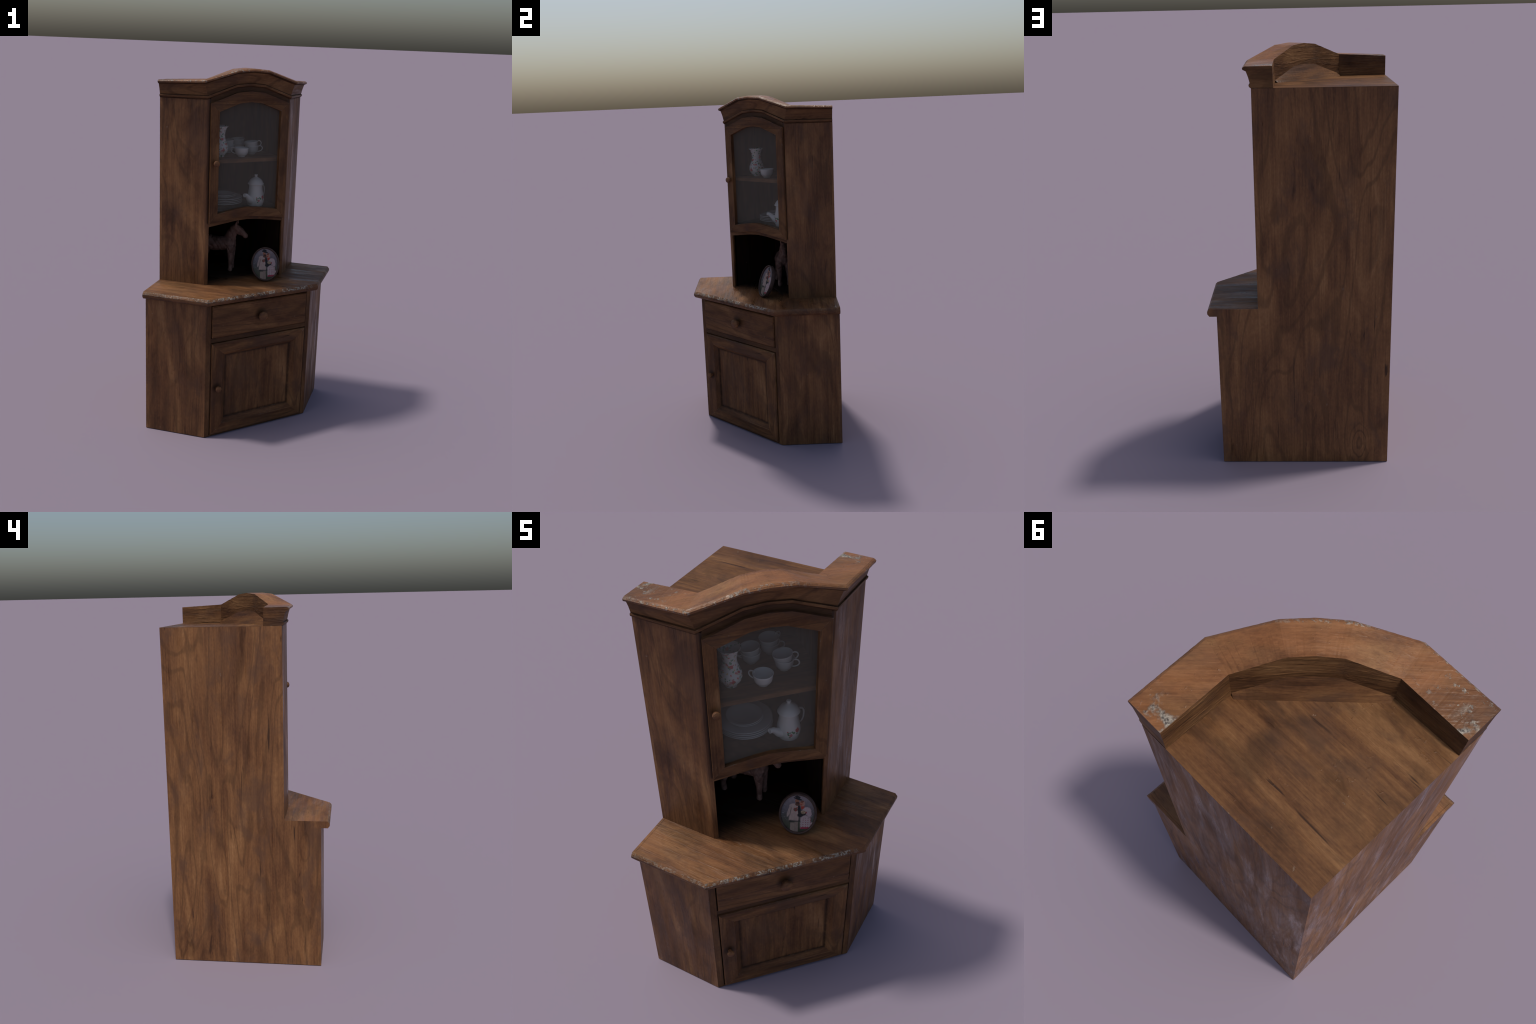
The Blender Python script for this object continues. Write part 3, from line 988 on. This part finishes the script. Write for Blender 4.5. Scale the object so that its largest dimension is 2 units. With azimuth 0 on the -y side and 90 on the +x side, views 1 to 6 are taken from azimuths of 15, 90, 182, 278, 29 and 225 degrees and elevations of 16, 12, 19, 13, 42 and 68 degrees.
lid = [(0, 0.122), (0.0440, 0.1225), (0.0470, 0.1255), (0.0455, 0.1290), (0.0420, 0.1345), (0.0370, 0.1440), (0.0300, 0.1520), (0.0200, 0.1590), (0.0110, 0.1640), (0.0070, 0.1675), (0.0068, 0.1700),
       (0.0100, 0.1735), (0.0105, 0.1770), (0.0080, 0.1795), (0, 0.1800)]
lathe("teapot_lid", lid, M_POT, pot, n=40)
tube("teapot_spout", [(0.026, 0, 0.032, 0.027), (0.048, 0, 0.040, 0.0215), (0.066, 0, 0.054, 0.0150), (0.081, 0, 0.0665, 0.0118), (0.0985, 0, 0.0700, 0.0108)], M_POT, pot, n=18, hollow=True)
tube("teapot_handle", [(-0.034, 0, 0.110, 0.0042), (-0.055, 0, 0.114, 0.0044), (-0.075, 0, 0.100, 0.0042), (-0.079, 0, 0.073, 0.0040), (-0.070, 0, 0.048, 0.0036), (-0.045, 0, 0.036, 0.0032)],
     M_POT, pot)

# ------------------------------------------------------------------ picture in an oval frame
th = math.radians(19.0)
nh = Vector((0.40, -0.917, 0)).normalized()
ex = Vector((0.917, 0.40, 0)).normalized()
nn = nh * math.cos(th) + Vector((0, 0, math.sin(th)))
ey = nn.cross(ex)
PA, PB = 0.0810, 0.0965
ctr = Vector((0.1285, 0.0150, Z_CT + PB * math.cos(th) + 0.0065))
pic = thing("picture_frame", "small oval standing picture frame with a couple", "picture frame")
pic.matrix_world = Matrix((ex, ey, nn)).transposed().to_4x4()
pic.matrix_world = Matrix.Translation(ctr) @ pic.matrix_world

b = NB("dark_frame")
b.bsdf(b.ramp(b.noise(b.obj(), 40, 3), [(0.3, (0.034, 0.020, 0.016)), (0.7, (0.070, 0.042, 0.034))]), 0.6, b.bump(b.noise(b.obj(), 120, 3), 0.2, 0.001), **{"Specular IOR Level": 0.2})
M_FRAME = b.m


def oval(bm, a, c, z, n=64):
    return [bm.verts.new((a * math.cos(2 * math.pi * i / n), c * math.sin(2 * math.pi * i / n), z)) for i in range(n)]


bm = bmesh.new()
rs = [oval(bm, PA - d, PB - d, z) for d, z in ((0.004, -0.024), (0.0005, -0.022), (0.0, -0.004), (0.002, -0.0008), (0.005, 0.0), (0.008, -0.0015), (0.0095, -0.006), (0.0100, -0.010))]
for a, c in zip(rs, rs[1:]):
    loop_faces(bm, a, c)
bm.faces.new(rs[0])
bm.faces.new(rs[-1])
fr = finish("frame_rim", bm, M_FRAME, smooth=True, parent=pic)
fr.matrix_parent_inverse.identity()

# the painted couple: soft ellipses layered on a misty meadow
b = NB("painted_couple")
o = b.obj()
nv = b.n("ShaderNodeTexNoise")
nv.inputs["Scale"].default_value = 160
b.put(nv.inputs["Vector"], o)
px, py, pz = b.xyz(o)
px, py = b.math('MULTIPLY', px, 0.89), b.math('MULTIPLY_ADD', py, 0.89, 0.001)
sx = b.math('MULTIPLY_ADD', b.math('SUBTRACT', b.noise(o, 190, 2), 0.5), 0.003, px)
sy = b.math('MULTIPLY_ADD', b.math('SUBTRACT', b.noise(b.scale(o, (1, 1, 1), (4, 2, 0)), 190, 2), 0.5), 0.003, py)
sky = b.ramp(b.math('MULTIPLY_ADD', b.noise(o, 30, 3), 0.25, b.math('MULTIPLY_ADD', py, 5.0, 0.375)),
             [(0.08, (0.05, 0.065, 0.035)), (0.30, (0.085, 0.10, 0.07)), (0.46, (0.105, 0.115, 0.115)), (0.62, (0.155, 0.16, 0.18)), (0.85, (0.30, 0.285, 0.31))])
bl = b.math('MULTIPLY', b.step(b.noise(o, 210, 2), 0.60, 0.68), b.math('MULTIPLY', b.step(b.math('ABSOLUTE', px), 0.030, 0.05), b.math('MULTIPLY', b.step(py, -0.045, -0.02), b.step(py, 0.055, 0.03))))
col = b.mix(b.math('MULTIPLY', bl, 0.7), sky, (0.42, 0.44, 0.50))


def ell(cx, cy, rx, ry, c, rot=0.0, box=False):
    global col
    dx, dy = b.math('SUBTRACT', sx, cx), b.math('SUBTRACT', sy, cy)
    cr, sr = math.cos(rot), math.sin(rot)
    ax = b.math('DIVIDE', b.math('MULTIPLY_ADD', dy, sr, b.math('MULTIPLY', dx, cr)), rx)
    ay = b.math('DIVIDE', b.math('MULTIPLY_ADD', dy, cr, b.math('MULTIPLY', dx, -sr)), ry)
    if box:
        d = b.math('MAXIMUM', b.math('ABSOLUTE', ax), b.math('ABSOLUTE', ay))
    else:
        d = b.math('SQRT', b.math('ADD', b.math('MULTIPLY', ax, ax), b.math('MULTIPLY', ay, ay)))
    col = b.mix(b.step(d, 1.06, 0.78), col, c)


CREAM, BLACK, SKIN, WHT = (0.46, 0.40, 0.36), (0.025, 0.028, 0.032), (0.33, 0.16, 0.10), (0.50, 0.45, 0.46)
ell(-0.020, -0.058, 0.0085, 0.022, (0.33, 0.29, 0.24), 0, True)          # trousers
ell(-0.005, -0.055, 0.0075, 0.022, (0.30, 0.26, 0.22), 0, True)
ell(-0.012, -0.030, 0.0215, 0.0035, BLACK, 0.06, True)
ell(-0.014, 0.002, 0.0195, 0.033, CREAM, -0.06, True)                     # coat
ell(-0.016, 0.032, 0.018, 0.012, CREAM)
ell(-0.034, 0.010, 0.0055, 0.027, (0.42, 0.37, 0.34), -0.25)              # sleeve
ell(-0.028, 0.008, 0.0012, 0.022, (0.12, 0.11, 0.10), -0.15)
ell(0.005, 0.013, 0.006, 0.028, BLACK, 0.1)                               # open waistcoat
ell(-0.009, 0.018, 0.009, 0.008, (0.13, 0.12, 0.08))
for fx, fy in ((-0.012, 0.021), (-0.005, 0.017), (-0.009, 0.012), (-0.004, 0.026)):
    ell(fx, fy, 0.0026, 0.0026, (0.42, 0.03, 0.05))
ell(-0.002, 0.040, 0.010, 0.007, (0.13, 0.07, 0.05))
ell(-0.004, 0.053, 0.0085, 0.011, SKIN)                                   # his face
ell(-0.002, 0.046, 0.007, 0.005, (0.08, 0.04, 0.03))
ell(-0.0015, 0.0625, 0.0185, 0.0042, BLACK, -0.28)                        # hat brim and crown
ell(-0.001, 0.069, 0.0095, 0.0062, BLACK, -0.2)
ell(-0.008, 0.073, 0.007, 0.0022, BLACK, 0.5)
ell(0.028, -0.026, 0.0180, 0.024, WHT, 0.1)                               # her skirt
ell(0.030, -0.030, 0.0205, 0.018, WHT, 0.06, True)
ell(0.033, -0.047, 0.0250, 0.014, WHT, 0.05, True)
dots = b.math('MULTIPLY', b.step(b.math('SINE', b.math('MULTIPLY', px, 680.0)), 0.45, 0.75), b.step(b.math('SINE', b.math('MULTIPLY', py, 680.0)), 0.35, 0.7))
zone = b.math('MULTIPLY', b.step(b.math('ABSOLUTE', b.math('SUBTRACT', px, 0.032)), 0.021, 0.019), b.math('MULTIPLY', b.step(py, -0.064, -0.060), b.step(py, -0.014, -0.018)))
col = b.mix(b.math('MULTIPLY', dots, zone), col, (0.33, 0.03, 0.06))
ell(0.034, -0.058, 0.0250, 0.0042, (0.36, 0.05, 0.09), 0.05, True)
ell(0.033, 0.014, 0.0185, 0.017, WHT, 0.4)                               # blouse
ell(0.043, 0.002, 0.010, 0.014, (0.46, 0.40, 0.43))
ell(0.010, -0.004, 0.013, 0.009, BLACK, 0.2)
ell(0.022, 0.000, 0.011, 0.006, BLACK, 0.4)
ell(0.020, 0.008, 0.010, 0.008, (0.30, 0.25, 0.16))                       # flowers in hand
for fx, fy in ((0.014, 0.010), (0.019, 0.012), (0.024, 0.006), (0.029, 0.010)):
    ell(fx, fy, 0.0024, 0.0024, (0.50, 0.42, 0.30))
ell(0.031, 0.007, 0.0030, 0.0040, (0.33, 0.05, 0.07))
ell(0.0175, 0.030, 0.0065, 0.012, (0.45, 0.08, 0.05), -0.2)               # red scarf
ell(0.0165, 0.044, 0.0105, 0.0125, (0.40, 0.28, 0.24))
ell(0.0125, 0.043, 0.0078, 0.0100, (0.42, 0.20, 0.13))                    # her face
ell(0.0115, 0.039, 0.0035, 0.0016, (0.28, 0.05, 0.05))
ell(0.0150, 0.052, 0.0075, 0.0045, (0.22, 0.10, 0.07), 0.3)
ell(-0.022, -0.074, 0.005, 0.004, (0.2, 0.17, 0.13))
shade = b.math('MULTIPLY_ADD', b.noise(b.scale(o, (1, 0.5, 1)), 120, 4, 0.65), 0.9, 0.05)
col = b.mix(1.0, col, b.mix(shade, (0.40, 0.35, 0.34), (0.88, 0.74, 0.72)), 'MULTIPLY')
b.bsdf(col, 0.6, None, **{"Specular IOR Level": 0.2})
bm = bmesh.new()
rs = [oval(bm, PA - 0.009, PB - 0.009, -0.0085), oval(bm, PA - 0.009, PB - 0.009, -0.0105)]
loop_faces(bm, rs[0], rs[1])
bm.faces.new(rs[0])
bm.faces.new(rs[1])
finish("picture", bm, b.m, parent=pic)
# back strut
top_l = (0, -0.01, -0.023)
mw = pic.matrix_world.inverted()
foot_w = ctr - nh * 0.105
foot_w.z = Z_CT + 0.003
fl = mw @ foot_w
bm = bmesh.new()
d = Vector(fl) - Vector(top_l)
sx_ = Vector((1, 0, 0))
sn = d.cross(sx_).normalized()
rs = []
for p, hw in ((Vector(top_l), 0.008), (Vector(fl), 0.011)):
    rs.append([bm.verts.new(p + sx_ * a * hw + sn * c * 0.0015) for a, c in ((-1, -1), (1, -1), (1, 1), (-1, 1))])
loop_faces(bm, rs[0], rs[1])
bm.faces.new(rs[0])
bm.faces.new(rs[1])
finish("strut", bm, M_FRAME, parent=pic)

# ------------------------------------------------------------------ carved horse
HY = 0.133
LIMBS = {
    "torso": [(-0.127, HY, 0.995, 0.041), (-0.165, HY, 0.989, 0.042), (-0.215, HY, 0.984, 0.044), (-0.262, HY, 0.990, 0.044)],
    "neck": [(-0.124, HY, 1.015, 0.038), (-0.113, HY + 0.001, 1.050, 0.032), (-0.098, HY + 0.002, 1.082, 0.0255)],
    "head": [(-0.089, HY + 0.002, 1.0895, 0.0245), (-0.068, HY + 0.003, 1.0735, 0.0260), (-0.044, HY + 0.004, 1.058, 0.0175), (-0.0300, HY + 0.004, 1.0455, 0.0165)],
    "foreleg": [(-0.112, HY - 0.026, 0.975, 0.024), (-0.109, HY - 0.027, 0.915, 0.0165), (-0.109, HY - 0.027, 0.875, 0.0140), (-0.109, HY - 0.027, 0.8405, 0.0150)],
    "foreleg.001": [(-0.115, HY + 0.026, 0.975, 0.024), (-0.114, HY + 0.028, 0.915, 0.0165), (-0.115, HY + 0.030, 0.875, 0.0140), (-0.115, HY + 0.030, 0.8405, 0.0150)],
    "hindleg": [(-0.265, HY - 0.026, 0.975, 0.031), (-0.278, HY - 0.036, 0.920, 0.018), (-0.288, HY - 0.042, 0.876, 0.0140), (-0.284, HY - 0.043, 0.8405, 0.0150)],
    "hindleg.001": [(-0.265, HY + 0.026, 0.975, 0.031), (-0.278, HY + 0.036, 0.920, 0.018), (-0.288, HY + 0.042, 0.876, 0.0140), (-0.284, HY + 0.043, 0.8405, 0.0150)],
    "tail": [(-0.298, HY, 1.012, 0.012), (-0.315, HY, 0.980, 0.012), (-0.322, HY, 0.930, 0.010), (-0.322, HY, 0.890, 0.006)],
    "ear": [(-0.086, HY - 0.012, 1.108, 0.0075), (-0.0825, HY - 0.015, 1.122, 0.0055), (-0.0790, HY - 0.016, 1.133, 0.0028)],
    "ear.001": [(-0.086, HY + 0.016, 1.108, 0.0075), (-0.0825, HY + 0.019, 1.122, 0.0055), (-0.0790, HY + 0.020, 1.133, 0.0028)],
}
bm = bmesh.new()
samples = []
for key, pts in LIMBS.items():
    for p in smooth_path(pts, 7):
        m = Matrix.Translation(p[:3]) @ Matrix.Diagonal((1, 1.16 if key == "torso" else 0.92 if key in ("head", "neck") else 1.0, 1, 1))
        bmesh.ops.create_icosphere(bm, subdivisions=2, radius=p[3], matrix=m)
        samples.append((Vector(p[:3]), p[3], key))
raw = bpy.data.meshes.new("horse_raw")
bm.to_mesh(raw)
bm.free()
tmp = bpy.data.objects.new("horse_raw", raw)
bpy.context.scene.collection.objects.link(tmp)
md = tmp.modifiers.new("remesh", 'REMESH')
md.mode, md.voxel_size = 'VOXEL', 0.0028
ms = tmp.modifiers.new("smooth", 'SMOOTH')
ms.factor, ms.iterations = 0.6, 5
dg = bpy.context.evaluated_depsgraph_get()
whole = bpy.data.meshes.new_from_object(tmp.evaluated_get(dg))
bpy.data.objects.remove(tmp)


def nearest(co):
    best, key = 1e9, None
    for p, r, k in samples:
        dd = (co - p).length - r
        if dd < best:
            best, key = dd, k
    return key


for v in whole.vertices:                     # carved grooves running down and back
    c = v.co
    g = math.sin((c.x * 0.75 + c.z * 0.55) * 230 + 5 * noise.noise(c * 22))
    n2 = noise.noise(c * 55)
    leg = 0.35 if c.z < 0.94 else 1.0
    headf = 0.3 if c.x > -0.085 and c.z > 1.03 else 1.0
    v.co = c + v.normal * (-(max(0.0, g) ** 3) * 0.0034 * leg * headf + n2 * 0.0012)
    e = min((v.co - Vector((-0.064, HY - 0.017, 1.088))).length, (v.co - Vector((-0.064, HY + 0.024, 1.088))).length)
    if e < 0.007:
        v.co -= v.normal * 0.0022 * (1 - e / 0.007)
whole.update()
b = NB("carved_wood")
o = b.obj()
f = b.noise(b.scale(o, (1, 1, 0.6)), 45, 4, 0.6, 0.4)
b.bsdf(b.ramp(f, [(0.25, (0.085, 0.042, 0.031)), (0.5, (0.18, 0.100, 0.076)), (0.75, (0.27, 0.160, 0.126))]), 0.6, b.bump(b.noise(o, 140, 3), 0.25, 0.001), **{"Specular IOR Level": 0.15})
M_HORSE = b.m
horse = thing("horse_figurine", "small carved reddish brown wooden standing horse", "horse figurine")
normals = [tuple(n.vector) for n in whole.vertex_normals]
owner = [nearest(f.center) for f in whole.polygons]
for key in LIMBS:
    idx = [f for f, k in zip(whole.polygons, owner) if k == key]
    if not idx:
        continue
    remap, vs, fs = {}, [], []
    for f in idx:
        face = []
        for i in f.vertices:
            if i not in remap:
                remap[i] = len(vs)
                vs.append(i)
            face.append(remap[i])
        fs.append(face)
    me = bpy.data.meshes.new(key)
    me.from_pydata([tuple(whole.vertices[i].co) for i in vs], [], fs)
    me.materials.append(M_HORSE)
    me.shade_smooth()
    me.normals_split_custom_set_from_vertices([normals[i] for i in vs])
    ob = bpy.data.objects.new(key, me)
    bpy.context.scene.collection.objects.link(ob)
    ob.parent = horse
bpy.data.meshes.remove(whole)
bpy.data.meshes.remove(raw)
